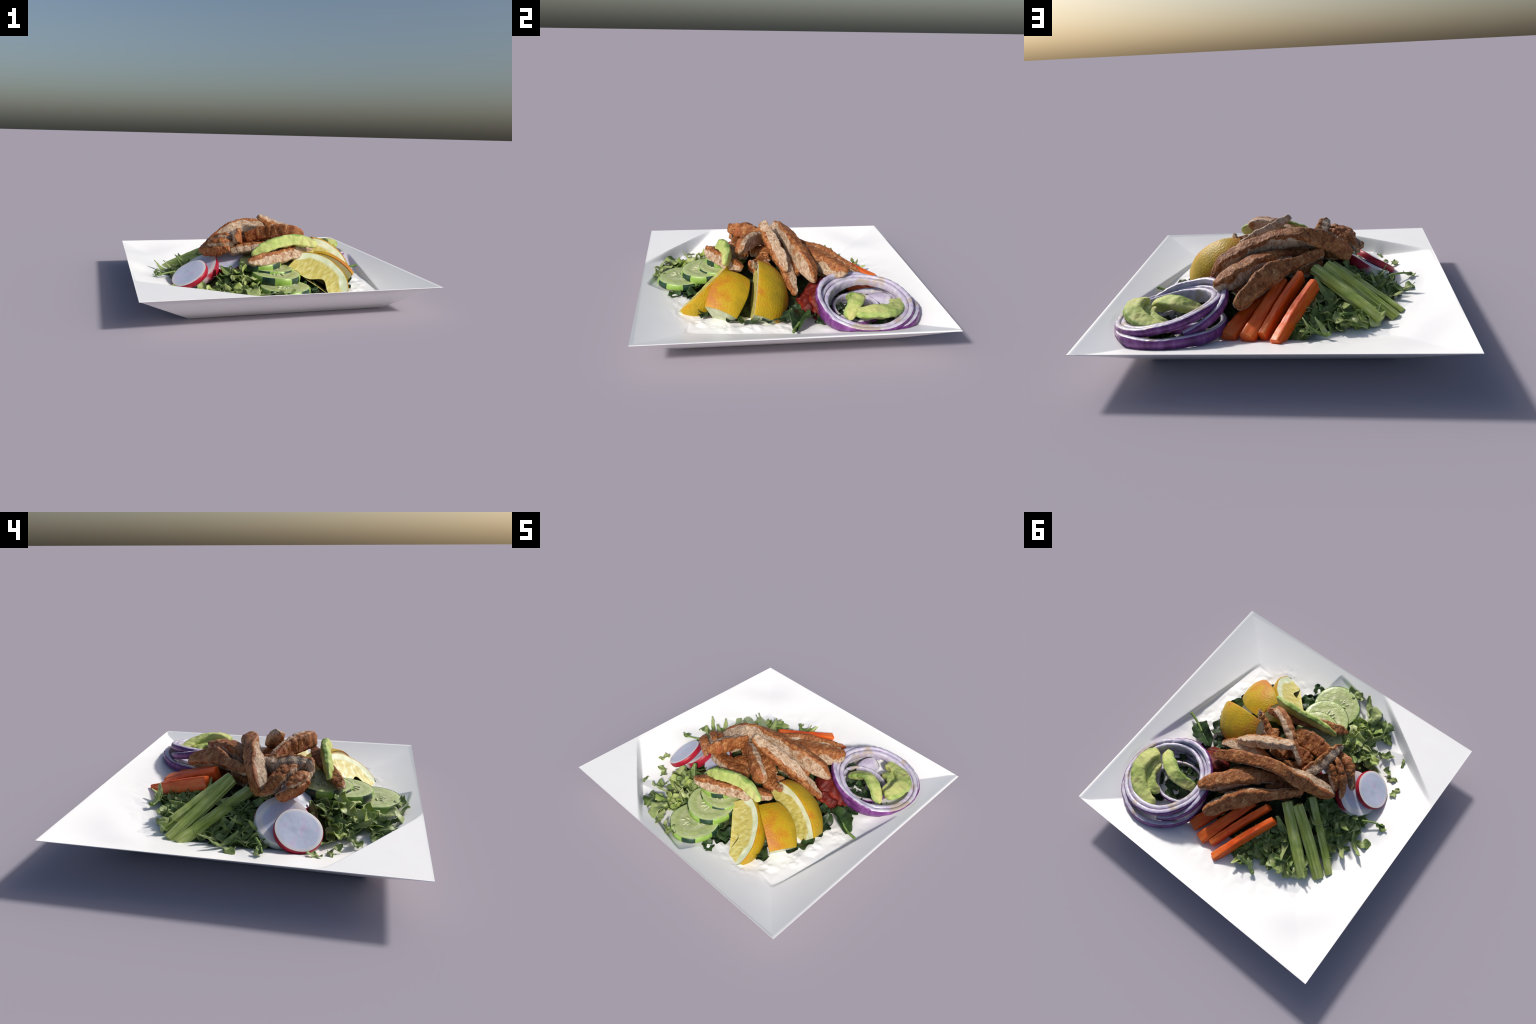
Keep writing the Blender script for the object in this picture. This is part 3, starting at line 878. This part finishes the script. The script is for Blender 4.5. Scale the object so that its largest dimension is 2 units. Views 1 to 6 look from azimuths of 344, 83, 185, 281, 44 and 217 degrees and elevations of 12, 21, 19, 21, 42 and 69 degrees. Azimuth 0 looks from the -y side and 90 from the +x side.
# ------------------------------------------------------------------ sticks
def stick(name, label, category, mat, rows, ups, section, seed, n_len=70, lump=0.003, cap=0.006):
    rows = np.asarray(rows, float)
    c = rows[:, :3].mean(0)
    verts, faces, caps, L = loft(rows, ups, section, n_len, cap)
    N = vertex_normals(verts, faces + caps)
    verts = verts + N * (noise3(verts, 14, 3, seed) * lump)[:, None]
    # turn the mesh so that its own y axis runs along the stick
    y = unit(rows[-1, :3] - rows[0, :3])
    c = c - V(0, 0, 0.004)
    z = unit(np.asarray(ups[0], float) - y * np.dot(ups[0], y))
    x = np.cross(y, z)
    R = np.stack([x, y, z], 1)
    local = (verts - c - V(0, 0, 0.004)) @ R
    me = mesh_from(name, local, faces + caps, [mat])
    me.set_sharp_from_angle(angle=math.radians(42))
    ob = add(name, me, matrix=Matrix(((x[0], y[0], z[0], c[0]), (x[1], y[1], z[1], c[1]), (x[2], y[2], z[2], c[2]), (0, 0, 0, 1))))
    ob["label"], ob["category"] = label, category
    return ob


def build_carrots():
    sq = superellipse(40, 6.0)
    lab = "peeled orange carrot stick with square cut sides"
    stick("carrot_stick", lab, "carrot", MAT["carrot"], [(-0.205, 0.280, 0.285, 0.042, 0.022), (-0.11, 0.465, 0.215, 0.044, 0.025), (0.0, 0.715, 0.125, 0.032, 0.030)], [(.35, .35, 1)] * 3, sq, 1)
    stick("carrot_stick", lab, "carrot", MAT["carrot"], [(-0.125, 0.235, 0.318, 0.045, 0.020), (-0.03, 0.42, 0.235, 0.045, 0.023), (0.075, 0.645, 0.130, 0.036, 0.024)], [(.15, .35, 1)] * 3, sq, 2)
    stick("carrot_stick", lab, "carrot", MAT["carrot"], [(-0.02, 0.26, 0.300, 0.034, 0.030), (0.07, 0.46, 0.215, 0.036, 0.035), (0.155, 0.665, 0.128, 0.038, 0.042)], [(-.1, .35, 1)] * 3, sq, 3)
    stick("carrot_stick", lab, "carrot", MAT["carrot"], [(0.06, 0.24, 0.255, 0.034, 0.034), (0.16, 0.42, 0.190, 0.036, 0.038), (0.265, 0.625, 0.118, 0.036, 0.046)], [(-.1, .35, 1)] * 3, sq, 4)


def celery_section(ribs, n=72):
    """half-moon with ribs along its back and a shallow hollow below"""
    out = []
    for k in range(n):
        t = 2 * math.pi * k / n
        a, b = math.cos(t), math.sin(t)
        if a > -0.15:
            w = math.atan2(b, a + 0.25)
            r = 1 + 0.085 * math.cos(ribs * w)
            out.append((a * r, b * r))
        else:
            out.append((-0.15 - 0.55 * (abs(a) - 0.15) * 0.6 * abs(b), b))
    return np.array(out)


def build_celery():
    lab = "pale green celery stick with long ribs"
    stick("celery_stalk", lab, "celery", MAT["celery"], [(-0.262, 0.115, 0.340, 0.036, 0.033), (-0.46, 0.25, 0.228, 0.036, 0.038), (-0.655, 0.392, 0.112, 0.034, 0.038)], [(-.5, .1, .85)] * 3, celery_section(13), 5, lump=0.002)
    stick("celery_stalk", lab, "celery", MAT["celery"], [(-0.19, 0.135, 0.325, 0.036, 0.038), (-0.385, 0.30, 0.225, 0.040, 0.040), (-0.565, 0.452, 0.125, 0.036, 0.036)], [(-.25, .5, .8)] * 3, celery_section(8), 6, lump=0.003)
    stick("celery_stalk", lab, "celery", MAT["celery"], [(-0.30, 0.00, 0.300, 0.024, 0.034), (-0.52, 0.178, 0.205, 0.024, 0.032), (-0.70, 0.330, 0.118, 0.024, 0.032)], [(-.3, -.5, .8)] * 3, celery_section(5), 7, lump=0.003)


# ------------------------------------------------------------------ avocado
def avocado(label, rows, ups, seed):
    sec = superellipse(56, 5.0)
    sec = np.array([(a, b * (0.66 - 0.30 * a)) for a, b in sec])
    verts, faces, caps, L = loft(rows, ups, sec, 80, 0.025)
    N = vertex_normals(verts, faces + caps)
    verts = verts + N * (noise3(verts, 13, 4, seed) * 0.010)[:, None]
    edge = noise3(verts, 20, 3, seed + 4) * 0.3
    slots = []
    nv = len(sec)
    for i in range(79):
        for j in range(nv):
            slots.append(0 if sec[j, 0] + edge[i * nv + j] > 0.78 else 1)
    slots += [1] * len(caps)
    c = np.asarray(rows, float)[:, :3].mean(0)
    ob = thing("avocado_slice", label, "avocado", c)
    split_parts(ob, verts - c, faces + caps, slots, [("green_edge", MAT["avo_edge"]), ("flesh", MAT["avo"])])


def build_avocados():
    avocado("curved avocado slice draped over the chicken", [(0.305, -0.412, 0.402, 0.026, 0.022), (0.24, -0.397, 0.424, 0.036, 0.036), (0.13, -0.392, 0.438, 0.040, 0.042), (0.0, -0.412, 0.422, 0.040, 0.042), (-0.11, -0.432, 0.390, 0.036, 0.034), (-0.185, -0.444, 0.348, 0.016, 0.016)],
            [(.7, .1, .7), (.4, .15, .9), (.1, .2, 1), (-.2, .2, 1), (-.4, .15, .9), (-.5, .1, .8)], 1)
    avocado("thick avocado slice inside the onion ring", [(0.765, 0.375, 0.225, 0.030, 0.034), (0.800, 0.44, 0.245, 0.045, 0.050), (0.795, 0.54, 0.240, 0.050, 0.052), (0.73, 0.63, 0.225, 0.048, 0.048), (0.63, 0.675, 0.210, 0.044, 0.042), (0.545, 0.68, 0.205, 0.030, 0.034)],
            [(.9, -.5, .2), (.9, -.2, .2), (.9, .3, .2), (.6, .8, .2), (.2, 1, .2), (0, 1, .2)], 2)
    avocado("avocado slice lying against a thicker one", [(0.735, 0.395, 0.205, 0.024, 0.026), (0.755, 0.46, 0.222, 0.036, 0.034), (0.750, 0.54, 0.218, 0.038, 0.034), (0.70, 0.60, 0.208, 0.036, 0.032), (0.62, 0.63, 0.195, 0.024, 0.022)],
            [(.9, -.4, .4), (.9, -.1, .4), (.9, .3, .4), (.6, .8, .4), (.2, 1, .4)], 6)
    avocado("small avocado slice between two others", [(0.72, 0.425, 0.205, 0.030, 0.034), (0.72, 0.52, 0.205, 0.036, 0.040), (0.66, 0.59, 0.195, 0.036, 0.040), (0.58, 0.60, 0.185, 0.024, 0.026)],
            [(.9, 0, .3), (.9, .3, .3), (.5, .8, .3), (0, 1, .3)], 3)
    avocado("bent avocado slice leaning on the onion", [(0.755, 0.335, 0.175, 0.018, 0.018), (0.70, 0.350, 0.205, 0.042, 0.040), (0.63, 0.395, 0.235, 0.044, 0.042), (0.54, 0.435, 0.235, 0.042, 0.040), (0.45, 0.425, 0.195, 0.034, 0.034), (0.41, 0.41, 0.165, 0.020, 0.020)],
            [(-.3, -.8, .5), (-.3, -.8, .5), (-.4, -.7, .5), (-.2, -.8, .5), (.1, -.8, .5), (.1, -.8, .5)], 4)


# ------------------------------------------------------------------ tomato, spinach, greens
def build_tomato():
    for k, (rows, up, lab) in enumerate([
            ([(0.30, 0.19, 0.240, 0.03, 0.06), (0.38, 0.185, 0.225, 0.040, 0.080), (0.46, 0.175, 0.175, 0.040, 0.080), (0.535, 0.18, 0.130, 0.030, 0.050), (0.595, 0.19, 0.106, 0.012, 0.020)], (.6, -.4, .7), "dark red tomato slice beside the onion"),
            ([(0.38, 0.08, 0.20, 0.03, 0.04), (0.46, 0.11, 0.155, 0.030, 0.05), (0.54, 0.13, 0.115, 0.02, 0.03)], (.6, -.5, .6), "small dark red tomato piece")]):
        rows = np.array(rows)
        verts, faces, caps, L = loft(rows, [up] * len(rows), superellipse(40, 2.6), 60, 0.05)
        N = vertex_normals(verts, faces + caps)
        verts = verts + N * (noise3(verts, 14, 4, 30 + k) * 0.020)[:, None]
        c = rows[:, :3].mean(0)
        ob = add("tomato_slice", mesh_from("tomato_slice", verts - c, faces + caps, [MAT["tomato"]]))
        ob.location = c
        ob["label"], ob["category"] = lab, "tomato"


def leaf_mesh(name, mat, length, width, fold, curl, ruffle, ruffles, seed, thick=0.003, ragged=0.2, nu=15, nv=22):
    """crinkled leaf blade: local y runs along the midrib, x across it"""
    rng = random.Random(seed)
    ph, ph2 = rng.uniform(0, 6.3), rng.uniform(0, 6.3)
    P = np.zeros((nv, nu, 3))
    for i in range(nv):
        w = i / (nv - 1)
        half = width * (math.sin(math.pi * (0.06 + 0.90 * w)) ** 0.65)
        half *= 1 + ragged * mnoise.noise(Vector((w * 5, seed * 1.7, 0))) 
        yy = (w - 0.5) * length
        for j in range(nu):
            u = -1 + 2 * j / (nu - 1)
            side = 1 + ragged * mnoise.noise(Vector((w * 7, seed * 3.1, math.copysign(4, u))))
            x = u * half * side
            e = abs(u) ** 1.5
            z = fold * abs(x) + ruffle * e * math.sin(ruffles * w * 6.28 + ph + (1.7 if u > 0 else 0)) + curl * (w - 0.5) ** 2 * length * 4
            z += 0.35 * ruffle * mnoise.noise(Vector((x * 40, yy * 40, seed)))
            P[i, j] = (x + 0.4 * ruffle * e * math.sin(ruffles * w * 9 + ph2), yy, z)
    V0 = P.reshape(-1, 3)
    g = grid_faces(nv, nu, False)
    N = vertex_normals(V0, g)
    V1 = V0 - N * thick
    m = len(V0)
    fs = list(g) + [tuple(k + m for k in f)[::-1] for f in g]
    border = [i * nu for i in range(nv)] + [(nv - 1) * nu + j for j in range(1, nu)] + [i * nu + nu - 1 for i in range(nv - 2, -1, -1)] + [j for j in range(nu - 2, 0, -1)]
    for a, b in zip(border, border[1:] + border[:1]):
        fs.append((b, a, a + m, b + m))
    return mesh_from(name, np.vstack([V0, V1]), fs, [mat])


def tube(points, r0, r1, name, mat, n=40):
    rows = [(*p, r0 + (r1 - r0) * k / (len(points) - 1), r0 + (r1 - r0) * k / (len(points) - 1)) for k, p in enumerate(points)]
    v, f, c, L = loft(rows, [(0.1, 0.2, 1)] * len(rows), superellipse(10, 2), n, r1)
    return mesh_from(name, v, f + c, [mat])


def lift_clear(me, m, origin, gap=0.010):
    """raise a leaf until no part of it dips under the plate's outer wall or foot"""
    co = np.empty(len(me.vertices) * 3)
    me.vertices.foreach_get("co", co)
    M4 = np.array(m)
    w = co.reshape(-1, 3) @ M4[:3, :3].T + M4[:3, 3] + np.asarray(origin, float)
    need = float(np.max(np.maximum(wall_height(w[:, 0], w[:, 1]), 0.02) + gap - w[:, 2]))
    return Matrix.Translation((0, 0, max(0.0, need))) @ m


def build_spinach():
    root = thing("spinach_leaf", "dark green spinach leaf folded along its midrib", "spinach", (0.66, 0.03, 0.16))
    me = leaf_mesh("blade", MAT["spinach"], 0.23, 0.062, 1.0, -0.05, 0.016, 1.2, 77, ragged=0.15, nu=19, nv=26)
    y = unit(V(-0.85, 0.40, 0.12))
    z = unit(V(0.35, -0.1, 0.9) - y * np.dot(V(0.35, -0.1, 0.9), y))
    x = np.cross(y, z)
    m = Matrix(((x[0], y[0], z[0], -0.02), (x[1], y[1], z[1], 0.02), (x[2], y[2], z[2], -0.028), (0, 0, 0, 1)))
    add("blade", me, root, m)
    add("stem", tube([(0.165, -0.056, -0.008), (0.12, -0.045, -0.018), (0.06, -0.02, -0.028), (0.0, 0.01, -0.026)], 0.010, 0.008, "stem", MAT["stem"]), root)
    # near-black leaves modelling the shadow in the onion hollow and dark gaps by lemons
    under = thing("shadow_leaf_fill", "dark leaf pile modelling the shadowed onion hollow and dark lemon gaps", "spinach", (0.4, -0.3, 0.1))
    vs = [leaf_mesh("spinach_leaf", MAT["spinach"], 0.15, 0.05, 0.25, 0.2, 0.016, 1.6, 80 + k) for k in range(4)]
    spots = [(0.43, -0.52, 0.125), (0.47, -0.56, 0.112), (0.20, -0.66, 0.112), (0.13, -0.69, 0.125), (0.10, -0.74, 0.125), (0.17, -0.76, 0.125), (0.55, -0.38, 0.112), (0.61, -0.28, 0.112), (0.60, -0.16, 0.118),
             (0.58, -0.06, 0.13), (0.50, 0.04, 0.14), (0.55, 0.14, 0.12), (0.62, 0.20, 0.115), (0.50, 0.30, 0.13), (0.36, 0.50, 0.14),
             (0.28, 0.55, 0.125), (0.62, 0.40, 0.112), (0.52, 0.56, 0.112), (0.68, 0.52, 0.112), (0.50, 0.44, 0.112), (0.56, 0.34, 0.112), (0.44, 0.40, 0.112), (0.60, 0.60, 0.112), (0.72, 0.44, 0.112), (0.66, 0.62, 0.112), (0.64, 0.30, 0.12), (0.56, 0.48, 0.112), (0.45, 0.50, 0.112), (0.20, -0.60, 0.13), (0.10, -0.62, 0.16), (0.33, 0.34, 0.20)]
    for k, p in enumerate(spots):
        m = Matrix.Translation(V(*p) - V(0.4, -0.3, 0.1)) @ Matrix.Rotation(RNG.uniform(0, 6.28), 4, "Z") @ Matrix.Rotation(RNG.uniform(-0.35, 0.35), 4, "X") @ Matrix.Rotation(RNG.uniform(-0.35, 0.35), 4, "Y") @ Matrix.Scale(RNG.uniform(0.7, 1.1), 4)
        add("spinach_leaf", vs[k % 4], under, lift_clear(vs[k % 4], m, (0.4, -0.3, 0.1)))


def bed_height(x, y):
    r = np.sqrt(((x + 0.05) / 0.64) ** 2 + ((y + 0.06) / 0.64) ** 2)
    return 0.078 + 0.255 * np.clip(1 - r, 0, 1) + 0.055 * np.exp(-((x + 0.33) / 0.11) ** 2 - ((y + 0.43) / 0.11) ** 2) + 0.03 * np.exp(-((x + 0.42) / 0.12) ** 2 - ((y - 0.03) / 0.12) ** 2) 


def inside(poly, p):
    c, n = False, len(poly)
    for i in range(n):
        (x1, y1), (x2, y2) = poly[i], poly[i - 1]
        if (y1 > p[1]) != (y2 > p[1]) and p[0] < (x2 - x1) * (p[1] - y1) / (y2 - y1) + x1:
            c = not c
    return c


def build_lettuce():
    root = thing("chopped_lettuce", "bed of chopped curly green lettuce leaves", "lettuce", (0, 0, 0.09))
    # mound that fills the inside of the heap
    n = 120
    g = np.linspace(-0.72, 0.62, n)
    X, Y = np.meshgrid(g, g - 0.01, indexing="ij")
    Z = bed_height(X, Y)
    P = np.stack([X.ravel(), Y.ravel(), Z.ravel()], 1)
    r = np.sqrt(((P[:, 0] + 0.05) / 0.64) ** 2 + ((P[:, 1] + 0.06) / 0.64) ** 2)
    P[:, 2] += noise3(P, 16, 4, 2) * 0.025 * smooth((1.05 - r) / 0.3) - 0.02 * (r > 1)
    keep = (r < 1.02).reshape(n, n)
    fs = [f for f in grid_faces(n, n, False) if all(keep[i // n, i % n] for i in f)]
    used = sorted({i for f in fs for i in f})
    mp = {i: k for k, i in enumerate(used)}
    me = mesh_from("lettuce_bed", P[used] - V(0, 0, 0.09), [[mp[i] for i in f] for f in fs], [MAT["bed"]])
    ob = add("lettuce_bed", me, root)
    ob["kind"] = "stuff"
    shapes = []
    for k in range(16):
        if k % 3 == 2:      # shredded ribbon
            shapes.append(leaf_mesh("lettuce_leaf", MAT["lettuce"], 0.17 + 0.02 * (k % 4), 0.017 + 0.003 * (k % 3), 0.3, 0.25 * ((k % 4) - 1.5), 0.008, 1.4 + 0.3 * (k % 3), 200 + k, ragged=0.35))
        else:               # torn curly piece
            shapes.append(leaf_mesh("lettuce_leaf", MAT["lettuce"], 0.12 + 0.018 * (k % 4), 0.040 + 0.009 * (k % 3), 0.35 - 0.3 * (k % 3), 0.12 * ((k % 5) - 1.5), 0.014 + 0.003 * (k % 4), 0.8 + 0.3 * (k % 4), 200 + k, ragged=0.45))
    pale = [leaf_mesh("lettuce_leaf", MAT["lettuce_pale"], 0.12, 0.034 + 0.005 * k, 0.35, 0.10 * (k - 1), 0.018, 1.3, 300 + k, ragged=0.45) for k in range(4)]
    regions = [  # polygon on the plate, count, lift above the bed
        ([(-0.16, 0.34), (-0.03, 0.56), (-0.12, 0.625), (-0.24, 0.575), (-0.36, 0.50), (-0.54, 0.43), (-0.28, 0.20)], 46),
        ([(-0.30, 0.05), (-0.62, 0.27), (-0.60, 0.17), (-0.62, 0.10), (-0.66, 0.0), (-0.66, -0.10), (-0.60, -0.15), (-0.42, -0.10)], 48),
        ([(-0.36, -0.38), (-0.52, -0.43), (-0.54, -0.48), (-0.44, -0.57), (-0.33, -0.66), (-0.20, -0.66), (-0.18, -0.56), (-0.22, -0.42)], 40),
        ([(-0.24, -0.66), (-0.40, -0.74), (-0.42, -0.79), (-0.22, -0.84), (-0.16, -0.82), (-0.18, -0.70)], 6)]
    root_m = V(0, 0, 0.09)
    total = 0
    for poly, count in regions:
        xs, ys = [p[0] for p in poly], [p[1] for p in poly]
        made = 0
        while made < count:
            p = (RNG.uniform(min(xs), max(xs)), RNG.uniform(min(ys), max(ys)))
            if not inside(poly, p):
                continue
            made += 1
            total += 1
            base = float(bed_height(np.float64(p[0]), np.float64(p[1])))
            z = max(base, float(plate_height(*p)) + 0.012) + RNG.uniform(0.0, 0.028)
            out = math.atan2(p[1] + 0.05, p[0] + 0.05)
            s = RNG.uniform(0.7, 1.3)
            m = (Matrix.Translation((p[0], p[1], z - 0.09)) @ Matrix.Rotation(out - 1.57 + RNG.uniform(-1.3, 1.3), 4, "Z") @ Matrix.Rotation(RNG.uniform(-0.45, 0.2), 4, "X") @ Matrix.Rotation(RNG.uniform(-0.5, 0.5), 4, "Y") @ Matrix.Scale(s, 4))
            me = RNG.choice(pale) if RNG.random() < 0.16 else RNG.choice(shapes)
            add("lettuce_leaf", me, root, lift_clear(me, m, root_m))
    # bright heart leaves by the cucumber
    for p, rz, s in [((-0.286, -0.545, 0.235), 2.2, 1.15), ((-0.25, -0.60, 0.21), 1.2, 1.0), ((-0.31, -0.50, 0.24), 0.4, 0.9), ((-0.22, -0.70, 0.16), 2.6, 1.0), ((-0.30, -0.66, 0.165), 1.9, 0.9)]:
        m = Matrix.Translation(V(*p) - root_m) @ Matrix.Rotation(rz, 4, "Z") @ Matrix.Rotation(-0.5, 4, "X") @ Matrix.Rotation(0.5, 4, "Y") @ Matrix.Scale(s, 4)
        add("lettuce_leaf", pale[int(rz * 10) % 4], root, lift_clear(pale[int(rz * 10) % 4], m, root_m))
    # curly shreds strayed onto the plate
    for p, rz, s, k in [((-0.404, -0.79, 0.135), 0.3, 1.1, 0), ((-0.38, -0.74, 0.150), 1.2, 1.0, 1), ((-0.211, -0.855, 0.172), 0.6, 0.8, 2), ((-0.52, -0.62, 0.118), 2.2, 0.7, 3), ((-0.60, -0.53, 0.118), 0.9, 0.55, 4),
                        ((-0.652, -0.657, 0.115), 0.4, 0.5, 5), ((-0.66, -0.50, 0.115), 1.9, 0.5, 6), ((-0.73, -0.42, 0.118), 2.9, 0.5, 7), ((-0.683, 0.121, 0.125), 2.3, 0.8, 8), ((-0.79, -0.14, 0.145), 1.6, 0.6, 9),
                        ((-0.774, 0.02, 0.140), 2.0, 0.7, 10), ((-0.72, 0.07, 0.135), 0.8, 0.8, 11), ((-0.37, 0.49, 0.150), 1.2, 1.2, 12), ((-0.48, 0.40, 0.150), 2.3, 1.1, 13), ((-0.46, -0.73, 0.122), 1.5, 0.8, 0), ((-0.08, -0.88, 0.175), 1.4, 0.8, 3)]:
        p = (p[0], p[1], max(p[2], float(plate_height(p[0], p[1])) + 0.020 * s))
        m = Matrix.Translation(V(*p) - root_m) @ Matrix.Rotation(rz, 4, "Z") @ Matrix.Rotation(RNG.uniform(-0.2, 0.1), 4, "X") @ Matrix.Rotation(RNG.uniform(-0.25, 0.25), 4, "Y") @ Matrix.Scale(s, 4)
        add("lettuce_leaf", shapes[k], root, lift_clear(shapes[k], m, root_m))
    # a sprouting tip and thin stems
    add("lettuce_stem", tube([(-0.287, 0.640, 0.060), (-0.26, 0.622, 0.040), (-0.22, 0.612, 0.050), (-0.17, 0.605, 0.085)], 0.012, 0.007, "lettuce_stem", MAT["stem"]), root)
    add("lettuce_stem", tube([(-0.34, 0.475, 0.085), (-0.40, 0.445, 0.080), (-0.48, 0.40, 0.060)], 0.012, 0.008, "lettuce_stem", MAT["stem"]), root)
    add("lettuce_stem", tube([(-0.812, -0.163, 0.076), (-0.74, -0.14, 0.085), (-0.66, -0.10, 0.085)], 0.004, 0.008, "lettuce_stem", MAT["stem"]), root)
    slim = leaf_mesh("lettuce_leaf", MAT["lettuce_pale"], 0.12, 0.016, 0.3, 0.15, 0.006, 1.0, 401, ragged=0.2)
    for p, rz, rx in [((-0.165, 0.61, 0.170), 0.2, 0.9), ((-0.145, 0.625, 0.150), 1.3, 0.25), ((-0.235, 0.605, 0.165), -0.6, 0.7)]:
        add("lettuce_leaf", slim, root, Matrix.Translation(V(*p) - root_m) @ Matrix.Rotation(rz - 1.57, 4, "Z") @ Matrix.Rotation(rx, 4, "X"))


build_plate()
build_lettuce()
build_spinach()
build_tomato()
build_cucumbers()
build_radishes()
build_lemons()
build_onions()
build_avocados()
build_carrots()
build_celery()
build_chicken()
